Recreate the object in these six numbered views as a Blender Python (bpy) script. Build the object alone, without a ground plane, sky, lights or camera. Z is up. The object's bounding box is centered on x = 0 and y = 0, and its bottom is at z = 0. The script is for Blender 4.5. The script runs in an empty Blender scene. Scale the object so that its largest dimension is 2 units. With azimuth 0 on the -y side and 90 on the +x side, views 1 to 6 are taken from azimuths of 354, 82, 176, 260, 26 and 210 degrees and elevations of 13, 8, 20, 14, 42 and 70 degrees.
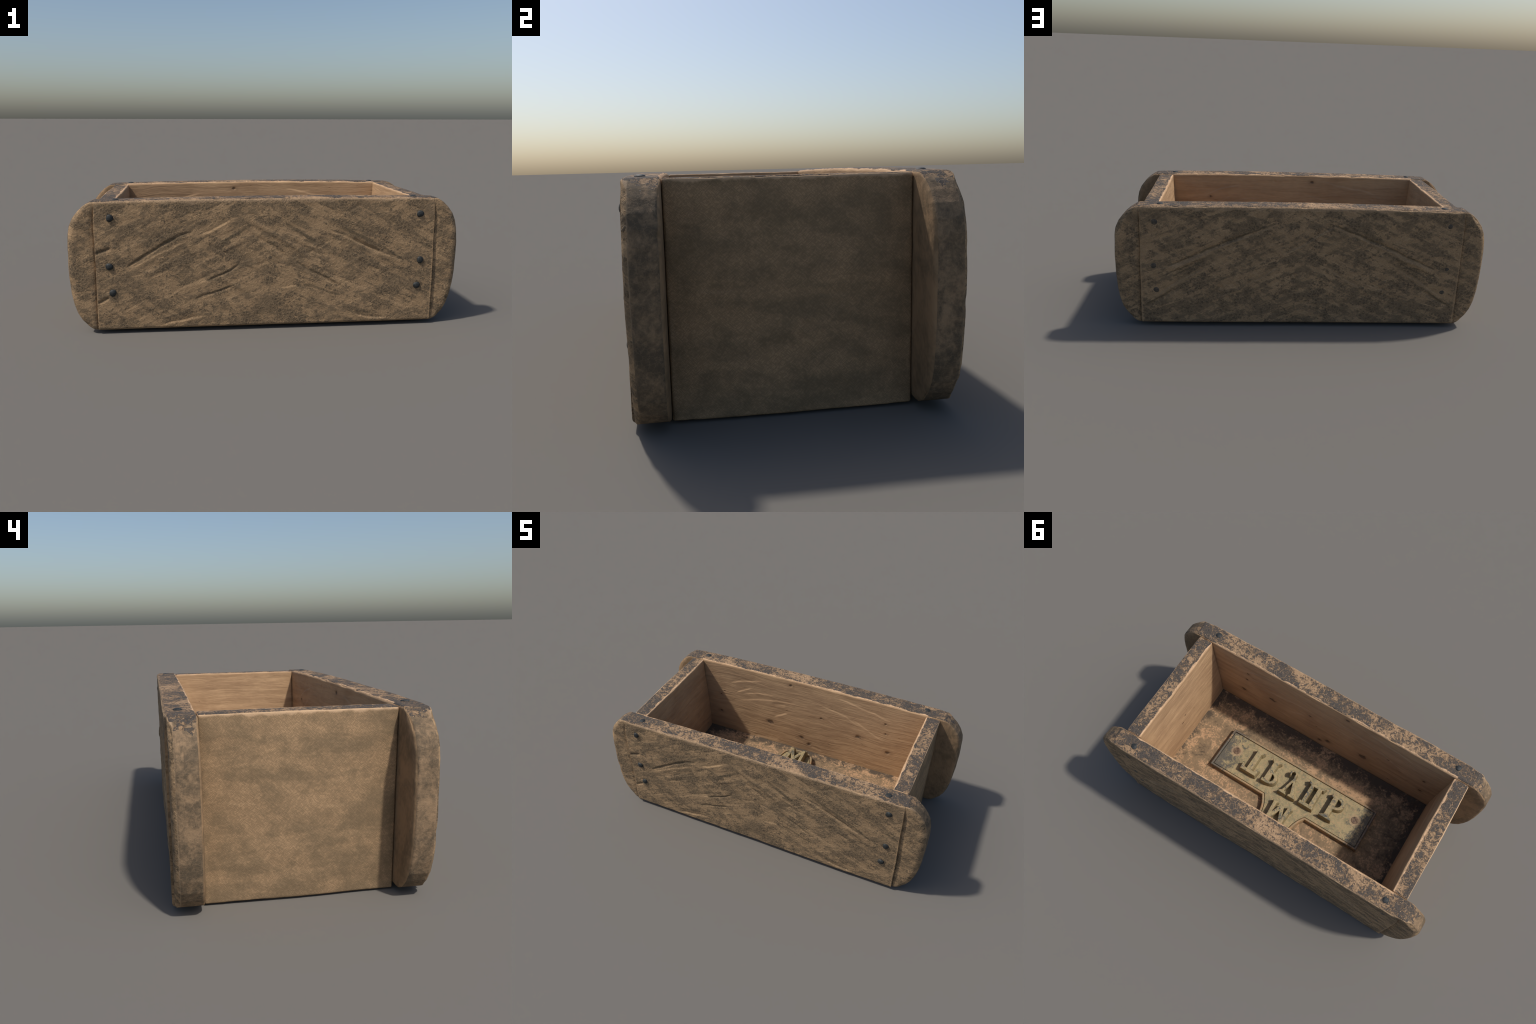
"""Old wooden brick mould: two long side boards with rounded carrying ears, two end
boards, a floor board, dark nail heads and a cast brass stamp plate in the bottom."""
import bpy, math
import numpy as np
from mathutils import Vector

# ------------------------------------------------------------------ measurements (metres)
TOP = 0.672            # rim height
INNER_X = 0.764        # half length of the inside
END_X = 0.848          # outside of the end boards
INNER_Y = 0.3455       # half width of the inside
EAR_Y = 0.445          # outside of the ears
PANEL_Y = 0.453        # outside of the side panels (proud of the ears)
SEAM_X = 0.864         # where panel stops and ear begins
FLOOR_Z = 0.129
# outline of an ear: (height, reach)
EAR_Z = [0.019, 0.025, 0.035, 0.068, 0.105, 0.150, 0.215, 0.290, 0.370, 0.440, 0.510, 0.550, 0.590, 0.625, 0.648, 0.662, 0.669, 0.673]
EAR_X = [0.880, 0.897, 0.916, 0.948, 0.969, 0.983, 0.994, 1.000, 1.0015, 1.001, 0.996, 0.988, 0.970, 0.943, 0.917, 0.893, 0.879, 0.869]


# ------------------------------------------------------------------ numeric noise
def _hash(ix, iy, iz, seed):
    n = (ix * 374761393 + iy * 668265263 + iz * 1274126177 + seed * 974634777) & 0xFFFFFFFF
    n = ((n ^ (n >> 13)) * 1103515245) & 0xFFFFFFFF
    n = ((n ^ (n >> 16)) * 2246822519) & 0xFFFFFFFF
    return ((n ^ (n >> 15)) & 0xFFFFFF) / float(0xFFFFFF) * 2 - 1


def vnoise(p, seed=0):
    i = np.floor(p).astype(np.int64)
    f = p - i
    f = f * f * f * (f * (f * 6 - 15) + 10)
    out = 0
    for dx in (0, 1):
        for dy in (0, 1):
            for dz in (0, 1):
                w = (f[:, 0] if dx else 1 - f[:, 0]) * (f[:, 1] if dy else 1 - f[:, 1]) * (f[:, 2] if dz else 1 - f[:, 2])
                out = out + w * _hash(i[:, 0] + dx, i[:, 1] + dy, i[:, 2] + dz, seed)
    return out


def fbm(p, octaves=4, seed=0, rough=0.5):
    out, a, tot = 0, 1.0, 0
    for o in range(octaves):
        out = out + a * vnoise(p * (2.03 ** o) + 17.3 * o, seed + o)
        tot += a
        a *= rough
    return out / tot


def smooth(a, b, x):
    t = np.clip((x - a) / (b - a), 0, 1)
    return t * t * (3 - 2 * t)


# ------------------------------------------------------------------ relief strokes
def stroke_relief(px, pz, pts, width, depth, kind="groove"):
    """Height left by one carved or worn line on a flat face; fades out at both ends."""
    pts = np.array(pts, float)
    seg = np.linalg.norm(np.diff(pts, axis=0), axis=1)
    cum = np.concatenate([[0], np.cumsum(seg)])
    best = np.full(px.shape, 9.0)
    side = np.zeros(px.shape)
    along = np.zeros(px.shape)
    for k in range(len(seg)):
        a, d = pts[k], (pts[k + 1] - pts[k]) / seg[k]
        t = np.clip((px - a[0]) * d[0] + (pz - a[1]) * d[1], 0, seg[k])
        ex, ez = px - a[0] - t * d[0], pz - a[1] - t * d[1]
        dist = np.hypot(ex, ez)
        m = dist < best
        best = np.where(m, dist, best)
        cross = d[0] * ez - d[1] * ex
        if d[0] < 0:
            cross = -cross
        side = np.where(m, np.sign(cross), side)
        along = np.where(m, (cum[k] + t) / cum[-1], along)
    taper = np.clip(np.minimum(along, 1 - along) * 5 + 0.12, 0, 1)
    if kind == "groove":
        w = width * (0.5 + 0.5 * taper)
        return -depth * taper * np.exp(-(best / w) ** 2)
    if kind == "ledge":      # surface above the line is sunk, face of the step looks up
        sd = side * best
        up = smooth(-.005, .005, sd)
        return depth * taper * (0.35 * (1 - up) * np.exp(-best / (width * 0.6)) - up * np.exp(-best / width))
    return depth * taper * np.exp(-(best / width) ** 2)      # ridge


FRONT = [
    ([(-0.715, .342), (-.637, .387), (-.564, .432), (-.509, .467), (-.454, .494), (-.382, .516)], .0075, .006, "groove"),
    ([(-0.702, .330), (-.583, .393), (-.51, .428), (-.42, .468)], .03, .003, "ledge"),
    ([(-0.323, .261), (-.258, .288), (-.202, .310), (-.141, .352)], .006, .005, "groove"),
    ([(-0.380, .166), (-.315, .193), (-.240, .210), (-.184, .233)], .006, .0035, "groove"),
    ([(-0.346, .497), (-.273, .528), (-.181, .582)], .02, .005, "ledge"),
    ([(-0.127, .590), (.002, .514), (.134, .427), (.211, .368)], .012, .004, "ridge"),
    ([(-0.090, .506), (.031, .429), (.107, .360)], .010, .004, "groove"),
    ([(0.145, .350), (.241, .290), (.329, .243), (.388, .207)], .010, .005, "groove"),
    ([(0.292, .518), (.398, .478), (.495, .429), (.604, .378), (.704, .347)], .018, .006, "ledge"),
    ([(0.430, .470), (.500, .432), (.580, .392)], .009, .005, "groove"),
    ([(-0.863, .410), (-.786, .441)], .009, .006, "groove"),
    ([(-0.863, .157), (-.803, .188)], .009, .006, "groove"),
    ([(-0.541, .036), (-.447, .056), (-.344, .077)], .02, .006, "ledge"),
    ([(0.452, .063), (.542, .040), (.631, .039)], .02, .006, "ledge"),
    ([(-0.410, .466), (-.375, .40)], .012, .003, "ridge"),
    ([(-0.248, .283), (-.174, .233), (-.128, .207)], .012, .003, "ridge"),
    ([(0.05, .215), (.12, .225), (.2, .21)], .015, .003, "ledge"),
]
BACK = []
for sx in (1, -1):
    M = lambda pts: [(sx * x, z) for x, z in pts]
    BACK += [
        (M([(0.736, .333), (.610, .382), (.485, .442), (.360, .496), (.271, .530), (.165, .578)]), .022, .006, "ledge"),
        (M([(0.725, .345), (.600, .400), (.475, .460), (.350, .512), (.265, .545)]), .007, .004, "groove"),
        (M([(0.719, .320), (.610, .370), (.494, .420)]), .012, .005, "ridge"),
        (M([(0.786, .175), (.675, .255), (.566, .315), (.503, .355)]), .018, .005, "ledge"),
        (M([(0.846, .117), (.763, .158), (.657, .229)]), .010, .004, "groove"),
        (M([(0.311, .239), (.220, .290), (.157, .330), (.112, .370)]), .014, .004, "ledge"),
    ]
BACK += [([(0.114, .418), (.016, .468), (-.072, .526), (-.168, .584)], .018, .006, "ledge"),
         ([(-0.168, .588), (-.230, .545), (-.300, .506)], .008, .004, "groove")]
rng = np.random.default_rng(8)
for strokes, count in ((FRONT, 46), (BACK, 64)):
    for i in range(count):
        cx, cz = rng.uniform(.03, .84), rng.uniform(.05, .64)
        slope = -.47 if rng.random() < .7 else .6
        half = rng.uniform(.03, .11)
        bend = rng.uniform(-.012, .012)
        line = [(cx - half, cz - slope * half), (cx, cz + bend), (min(cx + half, .87), cz + slope * half)]
        line = [(max(x, .0), z) for x, z in line]
        form = ("groove", "ledge", "ridge", "ledge")[i % 4]
        wide = rng.uniform(.006, .011) if form != "ledge" else rng.uniform(.014, .026)
        deep = rng.uniform(.0006, .0016)
        for sx in (1, -1):
            if rng.random() < .8:
                strokes.append(([(sx * x + rng.uniform(-.01, .01), z + rng.uniform(-.006, .006)) for x, z in line], wide, deep, form))
INNER = [
    ([(-0.568, .543), (-.479, .578), (-.332, .615)], .03, .005, "ledge"),
    ([(-0.521, .475), (-.407, .538)], .025, .005, "ledge"),
    ([(-0.471, .476), (-.334, .516), (-.214, .525)], .025, .004, "ledge"),
    ([(-0.50, .415), (-.36, .462), (-.21, .490), (-.08, .50)], .03, .004, "ledge"),
    ([(-0.238, .355), (-.141, .413)], .03, .005, "ledge"),
    ([(-0.250, .454), (-.154, .479)], .009, .004, "groove"),
    ([(0.200, .640), (.269, .629), (.368, .603), (.455, .592), (.564, .556)], .03, .005, "ledge"),
    ([(0.076, .552), (.178, .531), (.268, .514), (.36, .46)], .03, .004, "ledge"),
    ([(0.302, .505), (.428, .447), (.520, .398)], .03, .004, "ledge"),
    ([(0.14, .46), (.22, .41)], .02, .003, "ledge"),
    ([(0.02, .22), (.05, .19), (.12, .175)], .007, .004, "groove"),
    ([(-.40, .15), (-.28, .17), (-.2, .165)], .008, .004, "groove"),
]
KNOTS = [(-.121, .639, .010), (-.269, .300, .022), (-.031, .241, .016), (.363, .378, .016), (.104, .442, .008), (.569, .312, .014),
         (-.646, .426, .007), (-.656, .282, .009), (.530, .533, .008), (.539, .458, .007), (.021, .198, .012)]
BACK_DOTS = [(0.05, .294, .020), (-.439, .212, .026), (.439, .208, .026), (.686, .580, .010), (-.324, .559, .010), (-.686, .584, .010)]


# ------------------------------------------------------------------ mesh of a rounded, finely divided board
def ticks(a, b, step, r, extra=()):
    t = {a, b}
    for f in (0.2, 0.42, 0.68, 1.0):
        t.update((a + r * f, b - r * f))
    t.update(np.linspace(a + r, b - r, max(2, int(round((b - a - 2 * r) / step)) + 1)).tolist())
    t = sorted(v for v in t if not any(abs(v - e) < step * 0.55 and abs(v - e) > 1e-9 for e in extra)) + list(extra)
    return np.array(sorted(set(np.round(t, 6))))


def board_lattice(X, Y, Z):
    """Surface of the box spanned by three tick lists: points, quads, and the side (0..5) of each quad."""
    n = [len(X), len(Y), len(Z)]
    ids = -np.ones(n, np.int64)
    on = np.zeros(n, bool)
    on[[0, -1], :, :] = on[:, [0, -1], :] = on[:, :, [0, -1]] = True
    ids[on] = np.arange(on.sum())
    i, j, k = np.nonzero(on)
    P = np.stack([X[i], Y[j], Z[k]], 1)
    quads, label = [], []
    for axis in range(3):
        for end in (0, -1):
            g = np.take(ids, end, axis=axis)
            q = np.stack([g[:-1, :-1], g[1:, :-1], g[1:, 1:], g[:-1, 1:]], -1).reshape(-1, 4)
            if (end == 0) != (axis == 1):
                q = q[:, ::-1]
            quads.append(q)
            label.append(np.full(len(q), axis * 2 + (0 if end == 0 else 1)))
    return P, np.concatenate(quads), np.concatenate(label)


def round_box(P, lo, hi, r):
    lo, hi, r = np.array(lo), np.array(hi), np.array(r)
    q = np.clip(P, lo + r, hi - r)
    d = (P - q) / r
    n = np.linalg.norm(d, axis=1, keepdims=True)
    return q + np.where(n > 1e-9, d / np.maximum(n, 1e-9), 0) * r * np.where(n > 1e-9, 1, 0)


def vertex_normals(P, Q):
    fn = np.cross(P[Q[:, 2]] - P[Q[:, 0]], P[Q[:, 3]] - P[Q[:, 1]])
    N = np.zeros_like(P)
    for c in range(4):
        for a in range(3):
            N[:, a] += np.bincount(Q[:, c], fn[:, a], len(P))
    return N / np.maximum(np.linalg.norm(N, axis=1, keepdims=True), 1e-12)


def mesh_from(name, P, Q, mats, slot):
    me = bpy.data.meshes.new(name)
    me.vertices.add(len(P))
    me.vertices.foreach_set("co", P.astype(np.float32).ravel())
    me.loops.add(len(Q) * 4)
    me.loops.foreach_set("vertex_index", Q.astype(np.int32).ravel())
    me.polygons.add(len(Q))
    me.polygons.foreach_set("loop_start", np.arange(0, len(Q) * 4, 4, dtype=np.int32))
    for m in mats:
        me.materials.append(m)
    me.polygons.foreach_set("material_index", slot.astype(np.int32))
    me.update(calc_edges=True)
    me.validate()
    me.polygons.foreach_set("use_smooth", np.ones(len(Q), bool))
    me.set_sharp_from_angle(angle=math.radians(48))
    return me


def add(name, data, parent):
    o = bpy.data.objects.new(name, data)
    bpy.context.scene.collection.objects.link(o)
    o.parent = parent
    return o


# ------------------------------------------------------------------ node helper
def lin(r, g, b):
    f = lambda c: (c / 255 / 12.92) if c / 255 <= 0.04045 else ((c / 255 + 0.055) / 1.055) ** 2.4
    return (f(r), f(g), f(b), 1)


class Mat:
    def __init__(self, name, rough=0.85, spec=0.25, metal=0.0):
        self.m = bpy.data.materials.new(name)
        self.m.use_nodes = True
        self.t = self.m.node_tree
        self.t.nodes.clear()
        self.out = self.t.nodes.new("ShaderNodeOutputMaterial")
        self.b = self.t.nodes.new("ShaderNodeBsdfPrincipled")
        self.t.links.new(self.b.outputs[0], self.out.inputs[0])
        self.b.inputs["Roughness"].default_value = rough
        self.b.inputs["Specular IOR Level"].default_value = spec
        self.b.inputs["Metallic"].default_value = metal
        self.P = self.t.nodes.new("ShaderNodeTexCoord").outputs["Object"]
        s = self.t.nodes.new("ShaderNodeSeparateXYZ")
        self.t.links.new(self.P, s.inputs[0])
        self.x, self.y, self.z = s.outputs

    def put(self, sock, v):
        if hasattr(v, "is_output"):
            self.t.links.new(v, sock)
        else:
            sock.default_value = v

    def math(self, op, a, b=0.0, c=None, clamp=False):
        n = self.t.nodes.new("ShaderNodeMath")
        n.operation = op
        n.use_clamp = clamp
        self.put(n.inputs[0], a)
        self.put(n.inputs[1], b)
        if c is not None:
            self.put(n.inputs[2], c)
        return n.outputs[0]

    def xyz(self, x, y, z):
        n = self.t.nodes.new("ShaderNodeCombineXYZ")
        for s, v in zip(n.inputs, (x, y, z)):
            self.put(s, v)
        return n.outputs[0]

    def scaled(self, sx, sy, sz, off=(0, 0, 0), vec=None, rot=(0, 0, 0)):
        n = self.t.nodes.new("ShaderNodeMapping")
        self.put(n.inputs[0], vec or self.P)
        if any(rot):              # turn first, stretch afterwards
            n.inputs["Rotation"].default_value = rot
            return self.scaled(sx, sy, sz, off, n.outputs[0])
        n.inputs["Location"].default_value = off
        n.inputs["Scale"].default_value = (sx, sy, sz)
        return n.outputs[0]

    def noise(self, vec=None, scale=5, detail=4, rough=0.55, dist=0.0):
        n = self.t.nodes.new("ShaderNodeTexNoise")
        self.put(n.inputs["Vector"], vec or self.P)
        n.inputs["Scale"].default_value = scale
        n.inputs["Detail"].default_value = detail
        n.inputs["Roughness"].default_value = rough
        n.inputs["Distortion"].default_value = dist
        return n.outputs["Fac"]

    def vor(self, vec=None, scale=20, feature="F1", rand=1.0):
        n = self.t.nodes.new("ShaderNodeTexVoronoi")
        n.feature = feature
        self.put(n.inputs["Vector"], vec or self.P)
        n.inputs["Scale"].default_value = scale
        n.inputs["Randomness"].default_value = rand
        return n.outputs["Distance"]

    def warp(self, amount, scale, vec=None):
        n = self.t.nodes.new("ShaderNodeTexNoise")
        self.put(n.inputs["Vector"], vec or self.P)
        n.inputs["Scale"].default_value = scale
        n.inputs["Detail"].default_value = 3
        s = self.t.nodes.new("ShaderNodeVectorMath")
        s.operation = "MULTIPLY_ADD"
        self.t.links.new(n.outputs["Color"], s.inputs[0])
        s.inputs[1].default_value = (amount,) * 3
        self.put(s.inputs[2], vec or self.P)
        return s.outputs[0]

    def ran(self, v, a, b, lo=0.0, hi=1.0, kind="SMOOTHSTEP"):
        n = self.t.nodes.new("ShaderNodeMapRange")
        n.interpolation_type = kind
        self.put(n.inputs["Value"], v)
        n.inputs["From Min"].default_value = a
        n.inputs["From Max"].default_value = b
        n.inputs["To Min"].default_value = lo
        n.inputs["To Max"].default_value = hi
        return n.outputs["Result"]

    def mix(self, f, a, b, mode="MIX"):
        n = self.t.nodes.new("ShaderNodeMix")
        n.data_type = "RGBA"
        n.blend_type = mode
        self.put(n.inputs["Factor"], f)
        self.put(n.inputs["A"] if False else n.inputs[6], a)
        self.put(n.inputs[7], b)
        return n.outputs[2]

    def add(self, *terms):
        """terms: (socket, weight) pairs -> weighted sum"""
        acc = None
        for s, w in terms:
            acc = self.math("MULTIPLY", s, w) if acc is None else self.math("MULTIPLY_ADD", s, w, acc)
        return acc

    def bump(self, h, dist=0.004, strength=1.0):
        n = self.t.nodes.new("ShaderNodeBump")
        n.inputs["Distance"].default_value = dist
        n.inputs["Strength"].default_value = strength
        self.put(n.inputs["Height"], h)
        self.t.links.new(n.outputs[0], self.b.inputs["Normal"])

    def color(self, c):
        self.put(self.b.inputs["Base Color"], c)


# ------------------------------------------------------------------ colours (base colours, linear)
def A(r, g, b):
    return (r, g, b, 1)


C_OUT_LIGHT, C_OUT_DARK, C_OUT_DEEP = A(.36, .235, .125), A(.155, .118, .068), A(.085, .07, .048)
C_TOP_LIGHT, C_TOP_EDGE, C_TOP_DARK = A(.46, .29, .165), A(.66, .42, .24), A(.058, .053, .052)
C_IN_LIGHT, C_IN_MID, C_IN_DARK = A(.50, .32, .165), A(.37, .22, .115), A(.10, .058, .035)


# pale ridge lines and dark gouges painting the relief's light and shade on the outer faces, mirrored about the middle: (reach, height) pairs, half width
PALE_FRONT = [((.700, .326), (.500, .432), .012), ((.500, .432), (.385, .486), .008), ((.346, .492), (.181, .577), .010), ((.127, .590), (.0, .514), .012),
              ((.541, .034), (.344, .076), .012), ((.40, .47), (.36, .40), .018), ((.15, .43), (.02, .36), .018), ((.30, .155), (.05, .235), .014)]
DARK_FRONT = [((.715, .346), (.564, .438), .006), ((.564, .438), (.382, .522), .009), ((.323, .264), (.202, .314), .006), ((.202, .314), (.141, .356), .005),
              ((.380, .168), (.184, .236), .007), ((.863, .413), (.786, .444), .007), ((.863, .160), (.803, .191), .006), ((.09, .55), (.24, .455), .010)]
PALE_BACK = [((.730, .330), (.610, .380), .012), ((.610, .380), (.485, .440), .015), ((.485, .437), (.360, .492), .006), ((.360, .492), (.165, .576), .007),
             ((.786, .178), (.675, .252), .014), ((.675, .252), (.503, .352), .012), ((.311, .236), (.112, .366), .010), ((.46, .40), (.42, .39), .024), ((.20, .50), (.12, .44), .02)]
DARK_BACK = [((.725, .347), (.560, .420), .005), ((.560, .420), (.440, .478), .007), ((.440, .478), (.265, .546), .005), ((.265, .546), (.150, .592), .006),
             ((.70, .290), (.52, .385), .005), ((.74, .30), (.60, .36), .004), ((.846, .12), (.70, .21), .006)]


def outer_face(name, pale, dark):
    m = Mat(name, 0.88, 0.2)
    ax = m.math("ABSOLUTE", m.x)
    wsep = m.t.nodes.new("ShaderNodeSeparateXYZ")
    m.t.links.new(m.warp(0.022, 16), wsep.inputs[0])
    wx = m.math("ABSOLUTE", m.math("SUBTRACT", wsep.outputs[0], .011))
    wz = m.math("SUBTRACT", wsep.outputs[2], .011)

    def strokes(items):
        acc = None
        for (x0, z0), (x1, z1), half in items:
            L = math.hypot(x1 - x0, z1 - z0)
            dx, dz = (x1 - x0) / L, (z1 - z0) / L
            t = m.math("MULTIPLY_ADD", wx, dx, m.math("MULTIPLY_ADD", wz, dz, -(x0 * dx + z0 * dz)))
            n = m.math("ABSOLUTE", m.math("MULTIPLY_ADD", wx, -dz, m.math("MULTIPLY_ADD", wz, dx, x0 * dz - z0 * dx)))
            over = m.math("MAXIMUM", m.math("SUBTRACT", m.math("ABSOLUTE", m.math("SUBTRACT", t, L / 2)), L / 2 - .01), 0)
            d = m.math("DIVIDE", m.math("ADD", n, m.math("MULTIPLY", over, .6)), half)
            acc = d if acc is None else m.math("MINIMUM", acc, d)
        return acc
    mirrored = m.xyz(ax, m.y, m.z)
    v = m.math("MULTIPLY_ADD", ax, 0.47, m.z)
    u = m.math("MULTIPLY_ADD", m.z, -0.47, ax)
    ramped = m.xyz(m.math("MULTIPLY", u, 4.2), m.y, m.math("MULTIPLY", v, 21.0))
    streak = m.noise(m.warp(0.8, 2.2, ramped), 1.0, 6, 0.6, 0.5)
    patch = m.noise(mirrored, 7.5, 6, 0.6, 0.9)
    blot = m.noise(m.scaled(1, 1, 1.5), 22, 7, 0.68, 0.8)
    grain = m.noise(m.P, 95, 5, 0.7, 0.4)
    weave = m.math("MULTIPLY", m.noise(m.scaled(60, 60, 260, rot=(0, .6, 0)), 1.0, 2, 0.6), m.noise(m.scaled(60, 60, 260, rot=(0, -.6, 0)), 1.0, 2, 0.6))
    w2 = m.math("MULTIPLY_ADD", ax, -0.62, m.z)
    u2 = m.math("MULTIPLY_ADD", m.z, 0.62, ax)
    cross = m.noise(m.warp(0.3, 5, m.xyz(m.math("MULTIPLY", u2, 4.0), m.y, m.math("MULTIPLY", w2, 20.0))), 1.0, 5, 0.6, 0.4)
    f = m.add((streak, .46), (cross, .24), (patch, .24), (blot, .44), (grain, .20))
    dirt = m.ran(f, .735, .820)
    # in the dirty parts the skin has broken up into small dark scabs with pale rims
    cell = m.vor(m.warp(0.035, 38), 55, "DISTANCE_TO_EDGE")
    scab = m.math("MULTIPLY", m.ran(cell, .02, .22), m.ran(m.add((f, 1.0), (grain, .5), (m.noise(m.P, 12, 4), .5)), 1.24, 1.42))
    light = m.mix(m.ran(blot, .35, .65), A(.365, .238, .129), A(.46, .303, .166))
    light = m.mix(m.math("MULTIPLY", m.ran(m.noise(mirrored, 9, 5, .6, .5), .52, .62), .6), light, A(.475, .312, .170))
    mid = m.mix(m.ran(grain, .35, .65), A(.198, .138, .082), A(.278, .190, .109))
    c = m.mix(dirt, light, mid)
    c = m.mix(m.math("MULTIPLY", scab, .85), c, A(.105, .077, .051))
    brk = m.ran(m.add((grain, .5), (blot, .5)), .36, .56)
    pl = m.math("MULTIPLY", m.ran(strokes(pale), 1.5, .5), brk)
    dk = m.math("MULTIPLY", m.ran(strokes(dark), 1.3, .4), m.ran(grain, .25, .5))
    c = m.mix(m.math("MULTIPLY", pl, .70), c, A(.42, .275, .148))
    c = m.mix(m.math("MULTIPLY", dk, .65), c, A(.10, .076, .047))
    squig = m.ran(m.vor(m.warp(0.05, 22), 34, "DISTANCE_TO_EDGE"), .04, .0)
    squig = m.math("MULTIPLY", squig, m.ran(m.noise(mirrored, 8, 3), .50, .60))
    c = m.mix(m.math("MULTIPLY", squig, .6), c, A(.43, .29, .16))
    c = m.mix(m.ran(weave, .12, .40, .34, 0), c, A(.14, .102, .062))
    worn = m.ran(m.add((m.z, 1.0), (m.noise(m.P, 14, 5, 0.6), .055)), .684, .694)
    c = m.mix(m.math("MULTIPLY", worn, .55), c, A(.44, .30, .18))
    # pale lip along the seam between panel and ear
    lip = m.math("ABSOLUTE", m.math("SUBTRACT", ax, 0.861))
    lip = m.ran(m.add((lip, 1.0), (grain, .008)), .009, .005)
    c = m.mix(m.math("MULTIPLY", lip, .55), c, A(.44, .285, .155))
    m.color(c)
    m.bump(m.add((f, 1.0), (grain, .4), (weave, .15), (squig, .25), (scab, .15)), 0.010, 0.7)
    return m.m


def rim_face():
    m = Mat("worn_rim_wood", 0.8, 0.3)
    big = m.noise(m.P, 6.5, 4, 0.6, 0.5)
    mid = m.noise(m.warp(0.02, 30), 40, 7, 0.72, 0.9)
    fine = m.noise(m.P, 130, 4, 0.7)
    f = m.add((big, .48), (mid, .80), (fine, .32))
    tar = m.ran(f, .715, .820)
    crack = m.ran(m.vor(m.warp(0.035, 25), 42, "DISTANCE_TO_EDGE"), .055, .015)
    crack = m.math("MULTIPLY", crack, m.ran(m.noise(m.P, 18, 3), .44, .56))
    tar = m.math("MULTIPLY", tar, m.math("SUBTRACT", 1.0, m.math("MULTIPLY", crack, .55)))
    specks = m.ran(m.vor(m.P, 60), .20, .12)
    tar = m.math("MULTIPLY", tar, m.math("SUBTRACT", 1.0, m.math("MULTIPLY", specks, .7)))
    holes = m.ran(m.vor(m.warp(.01, 60), 48), .17, .10)
    light = m.mix(m.ran(mid, .35, .65), A(.33, .210, .115), A(.48, .31, .175))
    c = m.mix(m.math("MULTIPLY", holes, .6), light, A(.09, .07, .06))
    dark = m.mix(m.ran(fine, .35, .7), A(.055, .047, .040), A(.105, .083, .065))
    c = m.mix(tar, c, dark)
    # pale strip worn along the inside arris and, thinner, along the outside arris
    ax, ay = m.math("ABSOLUTE", m.x), m.math("ABSOLUTE", m.y)
    wob = m.add((m.noise(m.P, 11, 5, 0.65), .034), (fine, .006))
    din = m.math("MAXIMUM", m.math("SUBTRACT", ax, INNER_X), m.math("SUBTRACT", ay, INNER_Y))
    edge = m.ran(m.math("SUBTRACT", din, wob), -.009, -.013)
    dout = m.math("MULTIPLY", m.math("GREATER_THAN", ay, INNER_Y), m.math("SUBTRACT", ay, PANEL_Y))
    dout = m.math("SUBTRACT", dout, m.math("LESS_THAN", ay, INNER_Y))
    edge2 = m.ran(m.math("ADD", dout, wob), .0095, .0135)
    c = m.mix(m.math("MULTIPLY", edge, .95), c, C_TOP_EDGE)
    c = m.mix(m.math("MULTIPLY", edge2, .6), c, A(.50, .325, .19))
    m.color(c)
    m.bump(m.add((f, 1.0), (tar, .25), (crack, -.15), (holes, -.3)), 0.008, 0.8)
    return m.m


def inner_face():
    m = Mat("bare_inner_wood", 0.82, 0.2)
    p = m.warp(0.05, 3)
    grain = m.noise(m.scaled(3.0, 3.0, 34, vec=p), 1.0, 7, 0.62, 0.5)
    soft = m.noise(m.P, 4.5, 4, 0.55, 0.4)
    fine = m.noise(m.scaled(22, 22, 130, vec=p), 1.0, 4, 0.65)
    c = m.mix(m.ran(m.add((grain, .6), (soft, .5)), .40, .72), A(.49, .318, .176), A(.36, .225, .124))
    c = m.mix(m.ran(fine, .35, .75, 0, .20), c, A(.24, .145, .08))
    pits = m.math("MULTIPLY", m.ran(m.vor(m.scaled(13, 13, 26, vec=p), 1.0), .17, .07), m.ran(m.noise(m.P, 9, 2), .57, .68))
    chk = m.math("MULTIPLY", m.ran(grain, .64, .70), m.ran(fine, .50, .62))
    c = m.mix(m.math("MULTIPLY", pits, .85), c, C_IN_DARK)
    c = m.mix(m.math("MULTIPLY", chk, .45), c, A(.16, .095, .055))
    # knots on the two long walls only
    onlong = m.math("MULTIPLY", m.math("GREATER_THAN", m.math("ABSOLUTE", m.y), .33), m.math("LESS_THAN", m.math("ABSOLUTE", m.x), INNER_X))
    acc = None
    for kx, kz, kr in KNOTS:
        d = m.math("SQRT", m.math("ADD", m.math("POWER", m.math("MULTIPLY", m.math("SUBTRACT", m.x, kx), 0.75), 2), m.math("POWER", m.math("SUBTRACT", m.z, kz), 2)))
        d = m.math("DIVIDE", d, kr)
        acc = d if acc is None else m.math("MINIMUM", acc, d)
    acc = m.math("ADD", acc, m.add((m.math("SUBTRACT", m.noise(m.scaled(1, 1, 1.8), 34, 5, .65), .5), 2.6)))
    halo = m.math("MULTIPLY", m.ran(acc, 3.0, .5), onlong)
    core = m.math("MULTIPLY", m.ran(acc, 1.05, .35), onlong)
    c = m.mix(m.math("MULTIPLY", halo, .40), c, A(.21, .125, .07))
    c = m.mix(m.math("MULTIPLY", core, .75), c, A(.06, .04, .03))
    m.color(c)
    m.bump(m.add((grain, .8), (soft, .5), (fine, .25), (pits, -.5), (core, -.8)), 0.007, 0.7)
    return m.m


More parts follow.
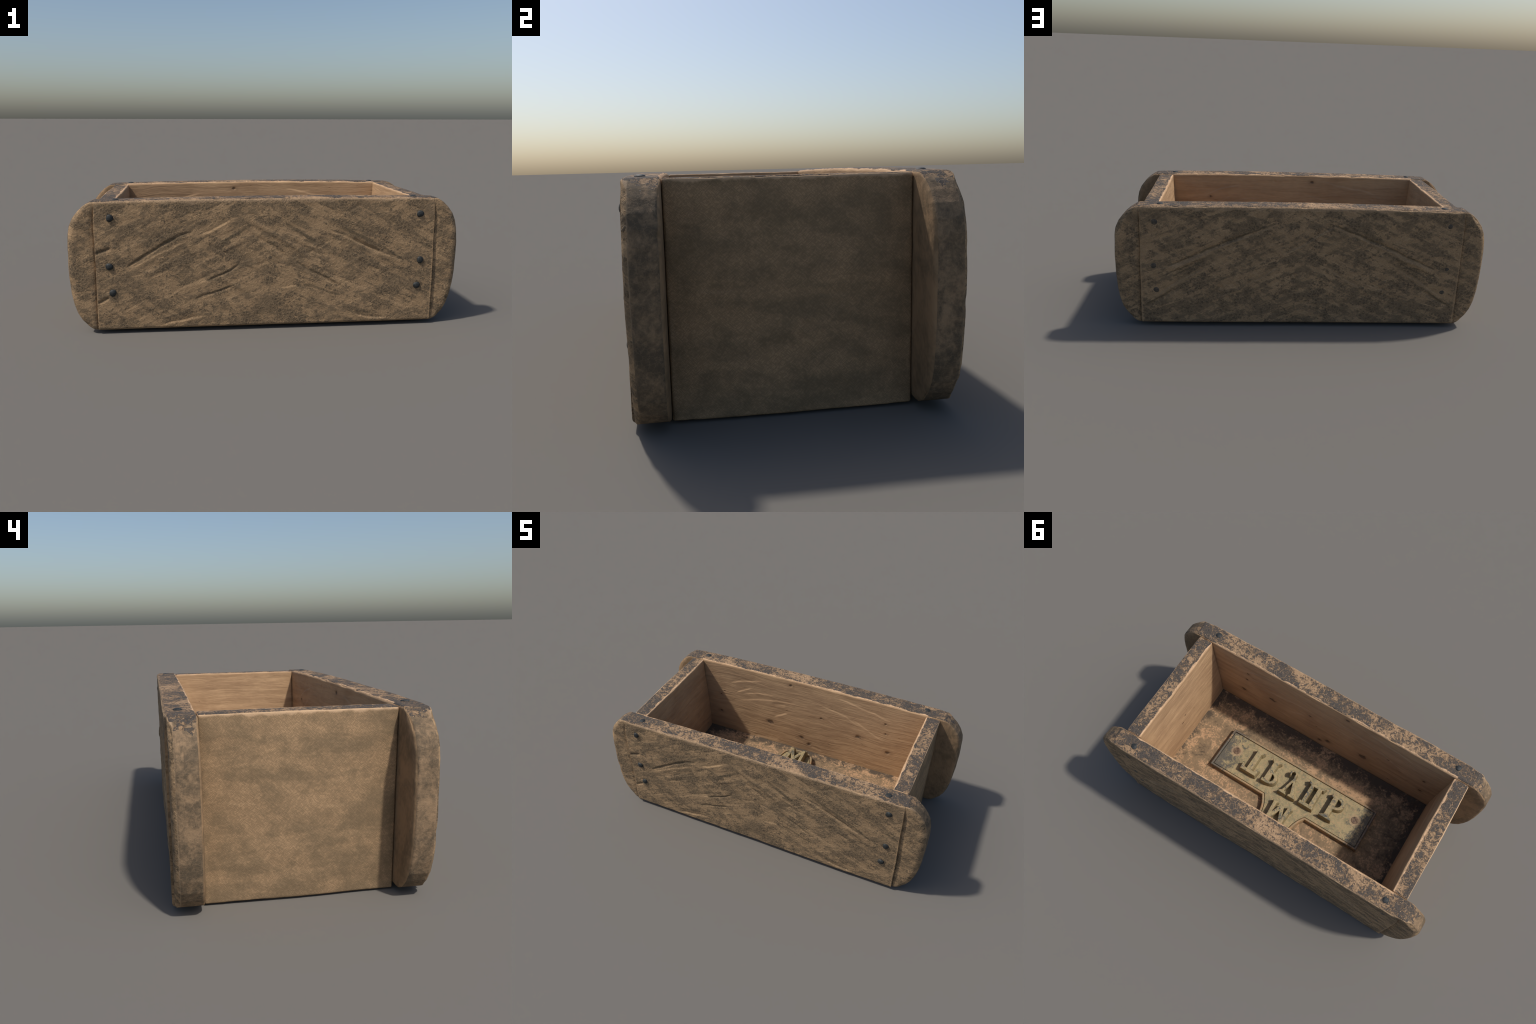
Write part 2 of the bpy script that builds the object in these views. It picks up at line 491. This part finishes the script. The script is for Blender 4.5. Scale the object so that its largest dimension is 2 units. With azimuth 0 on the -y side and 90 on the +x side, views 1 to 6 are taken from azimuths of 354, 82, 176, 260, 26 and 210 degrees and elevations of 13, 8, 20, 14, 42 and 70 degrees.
def end_face():
    m = Mat("fibrous_end_wood", 0.9, 0.15)
    soft = m.noise(m.scaled(2.6, 2.6, 9), 1.0, 6, 0.65, 0.6)
    blot = m.noise(m.P, 13, 6, 0.65, 0.3)
    f1 = m.noise(m.scaled(40, 60, 330, rot=(0.75, 0, 0)), 1.0, 3, 0.65)
    f2 = m.noise(m.scaled(40, 60, 330, rot=(-0.75, 0, 0)), 1.0, 3, 0.65)
    c = m.mix(m.ran(m.add((soft, .7), (blot, .55)), .50, .74), A(.40, .260, .145), A(.245, .168, .097))
    fib = m.math("MULTIPLY", m.ran(f1, .3, .7), m.ran(f2, .3, .7))
    c = m.mix(m.ran(fib, .10, .5, .42, 0), c, A(.13, .095, .055))
    worn = m.ran(m.add((m.z, 1.0), (m.noise(m.P, 24, 5, 0.6), .03)), .672, .682)
    c = m.mix(m.math("MULTIPLY", worn, .75), c, A(.58, .39, .235))
    m.color(c)
    m.bump(m.add((soft, .5), (blot, .5), (fib, .15)), 0.006, 0.6)
    return m.m


def ear_cheek():
    m = Mat("rough_cheek_wood", 0.9, 0.15)
    soft = m.noise(m.P, 8, 5, 0.6, 0.6)
    fib = m.noise(m.scaled(60, 20, 30, rot=(0, .3, 0)), 1.0, 5, 0.7)
    c = m.mix(m.ran(m.add((soft, .6), (fib, .4)), .38, .64), A(.33, .21, .115), A(.19, .13, .075))
    m.color(c)
    m.bump(m.add((soft, .6), (fib, .5)), 0.006, 0.7)
    return m.m


def ear_end():
    m = Mat("tarred_ear_wood", 0.85, 0.25)
    soft = m.noise(m.P, 7, 5, 0.6, 0.7)
    blot = m.noise(m.P, 26, 7, 0.7, 0.6)
    fib = m.noise(m.warp(0.01, 60), 75, 5, 0.75)
    f = m.add((soft, .55), (blot, .45), (fib, .35))
    c = m.mix(m.ran(f, .50, .78), A(.31, .205, .118), A(.105, .078, .05))
    scr = m.ran(m.vor(m.warp(0.03, 40), 55, "DISTANCE_TO_EDGE"), .05, .0)
    c = m.mix(m.math("MULTIPLY", scr, .2), c, A(.40, .27, .16))
    arris = m.ran(m.math("ADD", m.math("ABSOLUTE", m.math("SUBTRACT", m.math("ABSOLUTE", m.y), .39)), m.math("MULTIPLY", blot, .012)), .041, .047)
    c = m.mix(m.math("MULTIPLY", arris, .6), c, A(.40, .28, .17))
    m.color(c)
    m.bump(m.add((f, 1.0), (scr, .06)), 0.006, 0.7)
    return m.m


def floor_face():
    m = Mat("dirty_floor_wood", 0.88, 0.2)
    big = m.noise(m.P, 4.0, 4, 0.6, 0.6)
    mid = m.noise(m.warp(0.03, 20), 17, 7, 0.68, 0.7)
    fine = m.noise(m.P, 90, 5, 0.7)
    c = m.mix(m.ran(m.add((mid, .6), (fine, .4)), .38, .62), A(.42, .265, .150), A(.33, .205, .118))
    green = m.ran(m.add((big, .4), (mid, .5), (fine, .50)), .635, .715)
    c = m.mix(m.math("MULTIPLY", green, .7), c, A(.155, .12, .074))
    # dirt along the walls; shadow by the front wall and one end is painted in
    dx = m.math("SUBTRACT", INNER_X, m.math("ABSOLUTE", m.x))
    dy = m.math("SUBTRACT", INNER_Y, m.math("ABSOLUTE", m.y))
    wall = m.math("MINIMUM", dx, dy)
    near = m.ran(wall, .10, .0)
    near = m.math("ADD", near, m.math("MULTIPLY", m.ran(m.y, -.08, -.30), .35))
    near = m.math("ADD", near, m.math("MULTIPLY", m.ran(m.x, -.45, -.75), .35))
    grime_shade = m.ran(m.add((near, .17), (big, .45), (mid, .65), (fine, .25)), .73, .90)
    c = m.mix(m.math("MULTIPLY", grime_shade, .85), c, A(.06, .048, .038))
    m.color(c)
    m.bump(m.add((mid, .8), (big, .6), (fine, .3), (grime_shade, .2)), 0.007, 0.7)
    return m.m


SCREWS = [(0.418, -0.021), (-0.420, -0.021)]


def brass(name, letter=False, flange=False):
    m = Mat(name, 0.62, 0.4, 0.0)
    big = m.noise(m.P, 9, 5, 0.62, 0.5)
    mid = m.noise(m.P, 38, 6, 0.68, 0.8)
    fine = m.noise(m.P, 150, 4, 0.7)
    if flange:
        base = m.mix(m.ran(m.add((big, .5), (mid, .5)), .42, .60), A(.31, .195, .10), A(.24, .195, .115))
    else:
        base = m.mix(m.ran(m.add((big, .4), (mid, .6)), .38, .62), A(.345, .268, .138), A(.195, .165, .088))
    verd = m.ran(m.add((mid, .55), (fine, .45)), .53, .60)
    c = m.mix(m.math("MULTIPLY", verd, .45), base, A(.155, .17, .122))
    rust = m.ran(m.add((m.noise(m.scaled(1, 1, 1, (3, 1, 2)), 60, 6, .75), .7), (fine, .3)), .515, .58)
    c = m.mix(m.math("MULTIPLY", rust, .6), c, A(.42, .26, .135))
    if letter:
        soot = m.ran(m.add((mid, .6), (fine, .2), (big, .2)), .51, .58)
        top = m.ran(m.z, .205, .210)
        c = m.mix(m.math("MULTIPLY", m.math("MULTIPLY", soot, top), .85), c, A(.055, .058, .062))
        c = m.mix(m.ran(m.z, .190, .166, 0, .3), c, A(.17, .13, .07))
    else:
        dark = m.ran(m.add((m.ran(m.math("ABSOLUTE", m.x), .30, .50), .26), (big, .45), (mid, .75), (fine, .3)), .86, 1.0)
        c = m.mix(m.math("MULTIPLY", dark, .8), c, A(.06, .058, .055))
        for sx, sy in SCREWS:
            d = m.math("SQRT", m.math("ADD", m.math("POWER", m.math("SUBTRACT", m.x, sx), 2), m.math("POWER", m.math("SUBTRACT", m.y, sy), 2)))
            ring = m.ran(m.math("ADD", d, m.math("MULTIPLY", mid, .014)), .046, .041)
            c = m.mix(m.math("MULTIPLY", ring, .55), c, A(.36, .24, .14))
    m.color(c)
    m.bump(m.add((big, .5), (mid, .8), (fine, .3)), 0.005, 0.8)
    return m.m


def iron(name="dark_iron", lo=A(.018, .020, .020), hi=A(.042, .044, .042)):
    m = Mat(name, 0.55, 0.3, 0.0)
    n = m.noise(m.P, 90, 5, 0.65)
    m.color(m.mix(m.ran(n, .35, .7), lo, hi))
    m.bump(n, 0.003, 0.6)
    return m.m


def rusty_screw():
    m = Mat("rusty_screw_metal", 0.6, 0.4, 0.2)
    n = m.noise(m.P, 70, 6, 0.7)
    m.color(m.mix(m.ran(n, .35, .65), A(.08, .048, .032), A(.22, .14, .085)))
    m.bump(n, 0.003, 0.7)
    return m.m


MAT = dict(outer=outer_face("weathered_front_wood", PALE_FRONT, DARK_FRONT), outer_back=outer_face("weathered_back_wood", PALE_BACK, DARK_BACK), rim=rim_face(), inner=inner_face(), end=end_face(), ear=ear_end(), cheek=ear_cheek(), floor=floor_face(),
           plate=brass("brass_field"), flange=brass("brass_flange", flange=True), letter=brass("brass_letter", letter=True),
           iron=iron(), dull=iron("dusty_iron", A(.05, .042, .034), A(.11, .085, .06)), screw=rusty_screw())

# ------------------------------------------------------------------ the thing itself
root = add("wooden_brick_mould", None, None)
root["label"] = "weathered wooden brick mould box with rounded ears and brass stamp"
root["category"] = "brick mould"


# ------------------------------------------------------------------ side boards with ears
def side_board(sign, seed, strokes):
    r = 0.012
    X = ticks(-1.0, 1.0, 0.0034, r, (-.8705, -.866, -.8646, -.8632, -.861, .861, .8632, .8646, .866, .8705))
    Y = ticks(INNER_Y, EAR_Y, 0.006, r)
    Z = ticks(0.018, TOP + 0.001, 0.0034, r)
    P, Q, L = board_lattice(X, Y, Z)
    x0 = P[:, 0].copy()
    P = round_box(P, (-1.0, INNER_Y, 0.018), (1.0, EAR_Y, TOP + 0.001), (r, r, r))
    # reach of the ears follows the outline; panel edge leans a little
    x, y, z = P.T.copy()
    zs = np.interp(z, [0, TOP], [0.869, 0.860]) + 0.0025 * vnoise(np.stack([z * 9, np.sign(x) * 5, z * 0], 1), seed)
    xm = np.maximum(np.interp(z, EAR_Z, EAR_X) - .002, zs + 0.004)
    xm = xm + 0.004 * fbm(np.stack([z * 7, y * 6, np.sign(x) * 3.3], 1), 3, seed + 3) * smooth(.87, .95, xm)
    ax = np.abs(x)
    inner = ax <= SEAM_X
    nx = np.where(inner, ax / SEAM_X * zs, zs + (ax - SEAM_X) / (1 - SEAM_X) * (xm - zs))
    x = np.sign(x) * nx
    # the panel stands proud of the ears, with a fine open joint beside it
    proud = 1 - smooth(.8633, .8645, np.abs(x0))
    proud = proud * (1 - .85 * smooth(.81, .864, np.abs(x0)) * smooth(.585, .668, z))      # corner worn down flush
    t = (y - INNER_Y) / (EAR_Y - INNER_Y)
    y = y + t * (PANEL_Y - EAR_Y) * proud
    y = y - t * (np.abs(x0) > .8637) * smooth(.66, .60, z) * (0.004 * np.exp(-((np.abs(x0) - .866) / .018) ** 2) + .003 * np.exp(-((np.abs(x0) - .866) / .003) ** 2))
    y = y + t * 0.004 * fbm(np.stack([x * 2, z * 2, x * 0], 1), 2, seed + 50)
    # ears are softly bullnosed towards their curved edge
    border = np.minimum(xm - nx, np.minimum(TOP - z, z - .018)).clip(0, 1)
    nose = (np.abs(x0) > .864) * np.clip(1 - border / .034, 0, 1) * smooth(.862, .925, nx)
    y = y - (t - .3) * 0.022 * nose ** 2
    z = z + smooth(.3, TOP, z) * (0.012 if sign > 0 else 0.010) * (1 - (x / .9) ** 2).clip(0, 1)
    P = np.stack([x, y, z], 1)
    N = vertex_normals(P, Q)
    outw, top = np.clip(N[:, 1], 0, 1) ** 2, np.clip(N[:, 2], 0, 1) ** 2
    inw = np.clip(-N[:, 1], 0, 1) ** 2
    onpanel = (np.abs(x0) < .8632)
    fade = smooth(.8632, .855, np.abs(x0)) * smooth(.02, .035, z) * smooth(TOP, TOP - .02, z)
    h = np.zeros(len(P))
    wx = x + 0.006 * fbm(P * 14, 3, seed + 9)
    wz = z + 0.006 * fbm(P * 14, 3, seed + 19)
    for pts, w, d, kind in strokes:
        h += outw * onpanel * np.maximum(fade, .0) * stroke_relief(wx, wz, pts, w, d, kind)
    if sign > 0:
        for dx, dz, dr in BACK_DOTS:
            d = np.hypot(wx - dx, wz - dz) / dr
            h += outw * (-0.003 * np.exp(-(d - .75) ** 2 / .06) + .001 * np.exp(-d * d * 6))
    infade = smooth(INNER_X, INNER_X - .02, np.abs(x)) * smooth(TOP, TOP - .02, z)
    for pts, w, d, kind in INNER:
        pts = pts if sign > 0 else [(-a, b) for a, b in pts]
        h += inw * infade * stroke_relief(wx, wz, pts, w * 1.6, d * .5, kind)
    for kx, kz, kr in KNOTS:
        kx = kx if sign > 0 else -kx
        d = np.hypot(wx - kx, wz - kz) / kr
        h += inw * infade * 0.0022 * (0.15 * np.exp(-((d - 1.4) / .6) ** 2) - np.exp(-d * d))
    h += (0.0014 * fbm(P * 22, 4, seed + 23) + 0.0022 * fbm(P * np.array([4, 4, 7]), 3, seed + 29)) * (outw + .5 * top + .45 * inw)
    # chipped arrises
    chip = np.clip(fbm(P * 13, 4, seed + 31) - .05, 0, 1)
    arris = np.clip(1 - np.maximum(np.abs(N[:, 1]), np.hypot(N[:, 0], N[:, 2])) ** 4, 0, 1)
    h -= arris * (0.001 + 0.012 * chip) * smooth(.0, .02, np.abs(np.abs(x0) - SEAM_X))
    P = P + N * h[:, None]
    P[:, 1] *= sign
    P[:, 2] = np.maximum(P[:, 2], 0.011)
    if sign < 0:
        Q = Q[:, ::-1]
    slot = np.zeros(len(Q), int)
    slot[L == 2] = 2                      # inner side
    slot[L == 5] = 1                      # rim
    slot[L == 4] = 3                      # underside
    slot[(L == 0) | (L == 1)] = 3         # ear ends
    # the curved shoulders of the ears belong to the ear end, not to the rim
    cen = np.abs(P[Q][:, :, 0].mean(1))
    czn = P[Q][:, :, 2].mean(1)
    ragged = fbm(P[Q].mean(1) * 30, 4, seed + 60)
    slot[(L == 5) & (cen + .05 * ragged > .918)] = 3
    slot[((L == 0) | (L == 1)) & (czn + .05 * ragged > .650)] = 1
    slot[(L == 2) & (cen > .80)] = 4      # cheeks of the ears
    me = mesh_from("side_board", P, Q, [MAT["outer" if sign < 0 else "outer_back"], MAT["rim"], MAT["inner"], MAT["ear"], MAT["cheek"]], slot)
    return add("side_board", me, root)


front = side_board(-1, 11, FRONT)
back = side_board(1, 47, BACK)


# ------------------------------------------------------------------ end boards
def end_board(sign, seed):
    r = 0.007
    X = ticks(INNER_X, END_X, 0.008, r)
    Y = ticks(-INNER_Y + .0015, INNER_Y - .0015, 0.004, r)
    Z = ticks(0.004, TOP - .001, 0.004, r)
    P, Q, L = board_lattice(X, Y, Z)
    P = round_box(P, (INNER_X, -INNER_Y + .0015, 0.004), (END_X, INNER_Y - .0015, TOP - .001), (r, r, r))
    N = vertex_normals(P, Q)
    outw, inw, top = np.clip(N[:, 0], 0, 1) ** 2, np.clip(-N[:, 0], 0, 1) ** 2, np.clip(N[:, 2], 0, 1) ** 2
    fade = smooth(INNER_Y, INNER_Y - .02, np.abs(P[:, 1]))
    h = outw * fade * (0.0035 * fbm(P * np.array([1, 3.5, 7]), 2, seed) + .0008 * fbm(P * 26, 3, seed + 5))
    cy, cz = np.cos(P[:, 1] / INNER_Y * math.pi / 2).clip(0, 1), np.cos((P[:, 2] - .32) / .36 * math.pi / 2).clip(0, 1)
    h += outw * 0.018 * cy ** 1.1 * cz ** .9
    h += inw * (0.004 * cy + 0.024 * smooth(TOP, .18, P[:, 2]) ** .8)
    ridges = [([(.26, .368), (.21, .362), (.16, .364)], .025, .0012, "ledge"), ([(-.06, .341), (-.11, .337), (-.16, .340)], .025, .0012, "ledge"),
              ([(.06, .249), (.02, .252), (-.02, .246)], .025, .0012, "ridge"), ([(.25, .155), (.19, .140), (.12, .131)], .025, .0012, "ridge")]
    for pts, w, d, kind in ridges:
        h += outw * stroke_relief(P[:, 1], P[:, 2], [(-a * sign, b) for a, b in pts] if sign > 0 else pts, w, d, kind)
    h += inw * fade * (0.0022 * fbm(P * np.array([1, 7, 26]), 4, seed + 8) + .0012 * fbm(P * 20, 3, seed + 9))
    h += top * .0012 * fbm(P * 18, 3, seed + 12)
    arris = np.clip(1 - np.max(np.abs(N), axis=1) ** 4, 0, 1)
    h -= arris * 0.006 * np.clip(fbm(P * 13, 4, seed + 31), 0, 1)
    P = P + N * h[:, None]
    P[:, 2] = np.maximum(P[:, 2], .004)
    P[:, 0] *= sign
    if sign < 0:
        Q = Q[:, ::-1]
    slot = np.zeros(len(Q), int)
    slot[L == 0] = 1
    slot[L == 5] = 2
    me = mesh_from("end_board", P, Q, [MAT["end"], MAT["inner"], MAT["rim"]], slot)
    return add("end_board", me, root)


end_board(1, 71)
end_board(-1, 93)


# ------------------------------------------------------------------ floor board
def floor_board():
    r = 0.004
    lo, hi = (-INNER_X + .001, -INNER_Y + .001, 0.0), (INNER_X - .001, INNER_Y - .001, FLOOR_Z)
    P, Q, L = board_lattice(ticks(lo[0], hi[0], .006, r), ticks(lo[1], hi[1], .006, r), ticks(lo[2], hi[2], .03, r))
    P = round_box(P, lo, hi, (r, r, r))
    up = (P[:, 2] > FLOOR_Z - .002)
    # trodden clay piles up a little along the walls
    wall = np.minimum(INNER_X - np.abs(P[:, 0]), INNER_Y - np.abs(P[:, 1]))
    P[:, 2] += up * (0.003 * fbm(P * 9, 4, 5) + 0.010 * np.exp(-wall / .022))
    slot = np.zeros(len(Q), int)
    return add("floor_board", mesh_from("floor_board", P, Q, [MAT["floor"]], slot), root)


floor_board()


# ------------------------------------------------------------------ nails
def nail_mesh(name, rad, high, seed, mat):
    rings, seg = 7, 28
    P = [(0, 0, high)]
    for i in range(1, rings + 1):
        a = i / rings * math.pi / 2
        rr, zz = rad * math.sin(a) ** .9, high * math.cos(a)
        for s in range(seg):
            t = 2 * math.pi * s / seg
            w = 1 + .05 * math.sin(2 * t + seed) + .03 * math.sin(3 * t + 2 * seed)
            P.append((rr * w * math.cos(t), rr * w * math.sin(t), zz))
    for s in range(seg):
        x, y, _ = P[1 + (rings - 1) * seg + s]
        P.append((x, y, -.008))
    F = [(0, 1 + s, 1 + (s + 1) % seg) for s in range(seg)]
    for i in range(rings):
        for s in range(seg):
            a, b = 1 + i * seg + s, 1 + i * seg + (s + 1) % seg
            F.append((a, a + seg, b + seg, b))
    me = bpy.data.meshes.new(name)
    me.from_pydata(P, [], F)
    me.materials.append(MAT[mat])
    me.polygons.foreach_set("use_smooth", np.ones(len(F), bool))
    return me


NAIL = nail_mesh("nail", .0185, .011, 1.0, "iron")
FLUSH_NAIL = nail_mesh("flush_nail", .0185, .006, 2.0, "dull")
for board, sgn in ((front, -1), (back, 1)):
    for sx in (-1, 1):
        for nx, nz in ((.783, .592), (.796, .349), (.785, .213)):
            o = add("nail", NAIL if sgn < 0 else FLUSH_NAIL, board)
            o.location = (sx * nx, sgn * (PANEL_Y - (.002 if sgn < 0 else .004)), nz)
            o.rotation_euler = (math.pi / 2 if sgn < 0 else -math.pi / 2, 0, 0)
            o.rotation_euler.rotate_axis("Z", nx * 40 + nz * 9 + sx)
        o = add("nail", NAIL, board)
        o.location = (sx * .757, sgn * .403, TOP + .004)
        o.rotation_euler = (0, 0, sx * 1.3 + sgn)
        o.scale = (.88, .88, .55)


# ------------------------------------------------------------------ stamp plate, letters and screws
def flat_piece(loops, z0, z1, bevel):
    """Solid with the given outline loops (later loops are holes), chamfered at the top."""
    cu = bpy.data.curves.new("piece", "CURVE")
    cu.dimensions = "2D"
    cu.fill_mode = "BOTH"
    cu.extrude = (z1 - z0) / 2 - bevel
    cu.bevel_depth = bevel
    cu.bevel_resolution = 2
    cu.offset = -bevel
    for lp in loops:
        s = cu.splines.new("POLY")
        s.points.add(len(lp) - 1)
        for p, (x, y) in zip(s.points, lp):
            p.co = (x, y, 0, 1)
        s.use_cyclic_u = True
    o = bpy.data.objects.new("piece", cu)
    bpy.context.scene.collection.objects.link(o)
    o.location.z = (z0 + z1) / 2
    dg = bpy.context.evaluated_depsgraph_get()
    dg.update()
    me = bpy.data.meshes.new_from_object(o.evaluated_get(dg))
    V = np.array([v.co for v in me.vertices]) + np.array([0, 0, (z0 + z1) / 2])
    F = [tuple(p.vertices) for p in me.polygons]
    bpy.data.objects.remove(o)
    bpy.data.curves.remove(cu)
    bpy.data.meshes.remove(me)
    return V, F


def join(name, pieces, mats, slots):
    P, F, S = [], [], []
    n = 0
    for (v, f), s in zip(pieces, slots):
        P += v.tolist()
        F += [tuple(i + n for i in q) for q in f]
        S += [s] * len(f)
        n += len(v)
    me = bpy.data.meshes.new(name)
    me.from_pydata(P, [], F)
    for m in mats:
        me.materials.append(m)
    me.polygons.foreach_set("material_index", S)
    me.polygons.foreach_set("use_smooth", np.ones(len(F), bool))
    me.set_sharp_from_angle(angle=math.radians(32))
    return me


def spline_pts(pts, n=6):
    pts = [Vector(p) for p in pts]
    out = []
    for i in range(len(pts) - 1):
        a, b = pts[max(i - 1, 0)], pts[i]
        c, d = pts[i + 1], pts[min(i + 2, len(pts) - 1)]
        for k in range(n):
            t = k / n
            out.append(tuple(.5 * ((2 * b) + (c - a) * t + (2 * a - 5 * b + 4 * c - d) * t * t + (-a + 3 * b - 3 * c + d) * t ** 3)))
    out.append(tuple(pts[-1]))
    return out


def arc(cx, cy, rx, ry, a0, a1, n=14):
    return [(cx + rx * math.cos(math.radians(a0 + (a1 - a0) * i / n)), cy + ry * math.sin(math.radians(a0 + (a1 - a0) * i / n))) for i in range(n + 1)]


def inset(lp, d):
    """Move an outline inwards by d (outline counter-clockwise)."""
    n = len(lp)
    out = []
    for i in range(n):
        p0, p1, p2 = Vector(lp[i - 1]), Vector(lp[i]), Vector(lp[(i + 1) % n])
        e1, e2 = (p1 - p0).normalized(), (p2 - p1).normalized()
        n1, n2 = Vector((-e1.y, e1.x)), Vector((-e2.y, e2.x))
        b = (n1 + n2)
        b = b / max(b.dot(n1), .35) if b.length > 1e-6 else n1
        out.append(tuple(p1 + b * d))
    return out


tab = spline_pts([(.150, .137), (.141, .151), (.127, .176), (.117, .202), (.110, .230), (.098, .256), (.074, .277), (.042, .291), (0, .296)], 4)
tab_cx = -.013
outline = [(-.511, -.140), (.510, -.140), (.514, .137)]
outline += [(tab_cx + x, y) for x, y in tab] + [(tab_cx - x, y) for x, y in tab[::-1][1:]]
outline += [(-.514, .137)]
field = inset(outline, .0175)
plate_me = join("name_plate", [flat_piece([outline], .112, .158, .003), flat_piece([inset(outline, .0015), inset(outline, .0145)], .150, .1705, .0045),
                            flat_piece([field], .120, .1655, .0025)],
                [MAT["flange"], MAT["plate"]], [0, 0, 1])
plate = add("stamp_plate", plate_me, root)

# letters are drawn as seen by someone standing behind the box (right = -x, up = -y)
def box(x0, y0, x1, y1):
    return [(x0, y0), (x1, y0), (x1, y1), (x0, y1)]


def bar(x0, y0, x1, y1, w0, w1=None):
    w1 = w1 or w0
    d = Vector((x1 - x0, y1 - y0)).normalized()
    nx, ny = -d.y, d.x
    return [(x0 - nx * w0 / 2, y0 - ny * w0 / 2), (x1 - nx * w1 / 2, y1 - ny * w1 / 2), (x1 + nx * w1 / 2, y1 + ny * w1 / 2), (x0 + nx * w0 / 2, y0 + ny * w0 / 2)]


def serif(cx, y, half, up, th=.012, stem=.016):
    """Flared foot or head: flat outer edge at y, flaring back into the stem."""
    s = 1 if up else -1
    return [(cx - half, y), (cx + half, y), (cx + half, y - s * th * .55), (cx + stem, y - s * th * 1.7), (cx - stem, y - s * th * 1.7), (cx - half, y - s * th * .55)]


GLYPHS = []
c = -.284
GLYPHS.append([[bar(c, -.05, c, .085, .034)], [serif(c + .004, .090, .026, True)],
               [[(c - .052, -.068), (c + .052, -.068), (c + .058, -.022), (c + .047, -.022), (c + .034, -.046), (c - .034, -.046), (c - .047, -.022), (c - .056, -.022)]]])
c = -.163
GLYPHS.append([[bar(c, -.055, c, .085, .032)], [serif(c, .090, .031, True)], [box(c - .027, -.066, c + .012, -.046)],
               [[(c, .016), (c, -.065)] + arc(c + .012, -.0245, .049, .0405, -90, 90), [(c + .017, -.001), (c + .017, -.049)] + arc(c + .017, -.025, .022, .024, -90, 90)]])
c = -.012
curl = arc(-.037, .069, .0225, .022, -40, 235, 22) + arc(-.037, .069, .0125, .012, 235, -40, 18)
GLYPHS.append([[curl], [bar(-.042, -.055, -.014, .046, .014)], [bar(.023, -.055, -.021, .060, .025, .011)],
               [serif(-.040, -.069, .0245, False, .012, .008)], [serif(.022, -.068, .0245, False, .012, .014)]])
GLYPHS.append([[bar(.098, -.055, .098, .075, .021)], [bar(.150, -.055, .150, .075, .026)],
               [[(.068, .090), (.076, .070), (.100, .064), (.150, .064), (.172, .070), (.182, .090), (.160, .080), (.088, .080)]],
               [box(.076, -.068, .168, -.047)]])
c = .256
GLYPHS.append([[bar(c, -.055, c, .085, .032)], [serif(c, -.068, .040, False)], [box(c - .028, .070, c + .012, .090)],
               [[(c, .089), (c, .004)] + arc(c + .014, .0465, .054, .0425, -90, 90), [(c + .017, .071), (c + .017, .022)] + arc(c + .018, .0465, .028, .0245, -90, 90)]])
lb, rb, lt, rt, t, b_ = -.040, .056, -.033, .050, -.127, -.253       # feet and heads of the two posts
GLYPHS.append([[bar(lb, t - .006, lt, b_ + .006, .021)], [bar(rb, t - .006, rt, b_ + .006, .023)],
               [bar(lt + .002, b_ + .012, .010, t - .012, .023, .024)], [bar(rt - .002, b_ + .012, .010, t - .012, .019, .024)],
               [serif(lb, t, .018, True, .009, .010)], [serif(rb, t, .018, True, .009, .010)],
               [serif(lt - .002, b_, .017, False, .009, .011)], [serif(rt + .002, b_, .017, False, .009, .011)]])

for gi, glyph in enumerate(GLYPHS):
    pieces = []
    for k, loops in enumerate(glyph):
        world = [[(-x - .003, -y + .006) for x, y in lp] for lp in loops]
        v, f = flat_piece(world, .155, .214 - .0007 * k, .0035)
        # cast letters widen towards the plate
        cen = v[:, :2].mean(0)
        grow = np.clip((.208 - v[:, 2]) / .045, 0, 1)
        d = v[:, :2] - cen
        v[:, :2] += np.sign(d) * np.minimum(np.abs(d), .005) * grow[:, None] * .9
        pieces.append((v, f))
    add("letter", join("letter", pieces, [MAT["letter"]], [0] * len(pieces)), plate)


def screw_mesh():
    """Flat countersunk head with a slot across it."""
    R, g = .0225, .0042
    half = lambda s: [(s * g, -math.sqrt(R * R - g * g))] + [(s * R * math.cos(a), R * math.sin(a)) for a in np.linspace(-math.acos(g / R) + .12, math.acos(g / R) - .12, 18)] + [(s * g, math.sqrt(R * R - g * g))]
    a, b = half(1), half(-1)[::-1]
    ring = [(R * math.cos(t), R * math.sin(t)) for t in np.linspace(0, 2 * math.pi, 33)[:-1]]
    return join("screw", [flat_piece([a], .1605, .1683, .0012), flat_piece([b], .1605, .1683, .0012), flat_piece([ring], .1575, .1663, .0005)], [MAT["screw"]], [0, 0, 0])


SCREW = screw_mesh()
for (sx, sy), ang in zip(SCREWS, (.55, .95)):
    o = add("screw", SCREW, plate)
    o.location = (sx, sy, 0)
    o.rotation_euler = (0, 0, ang)
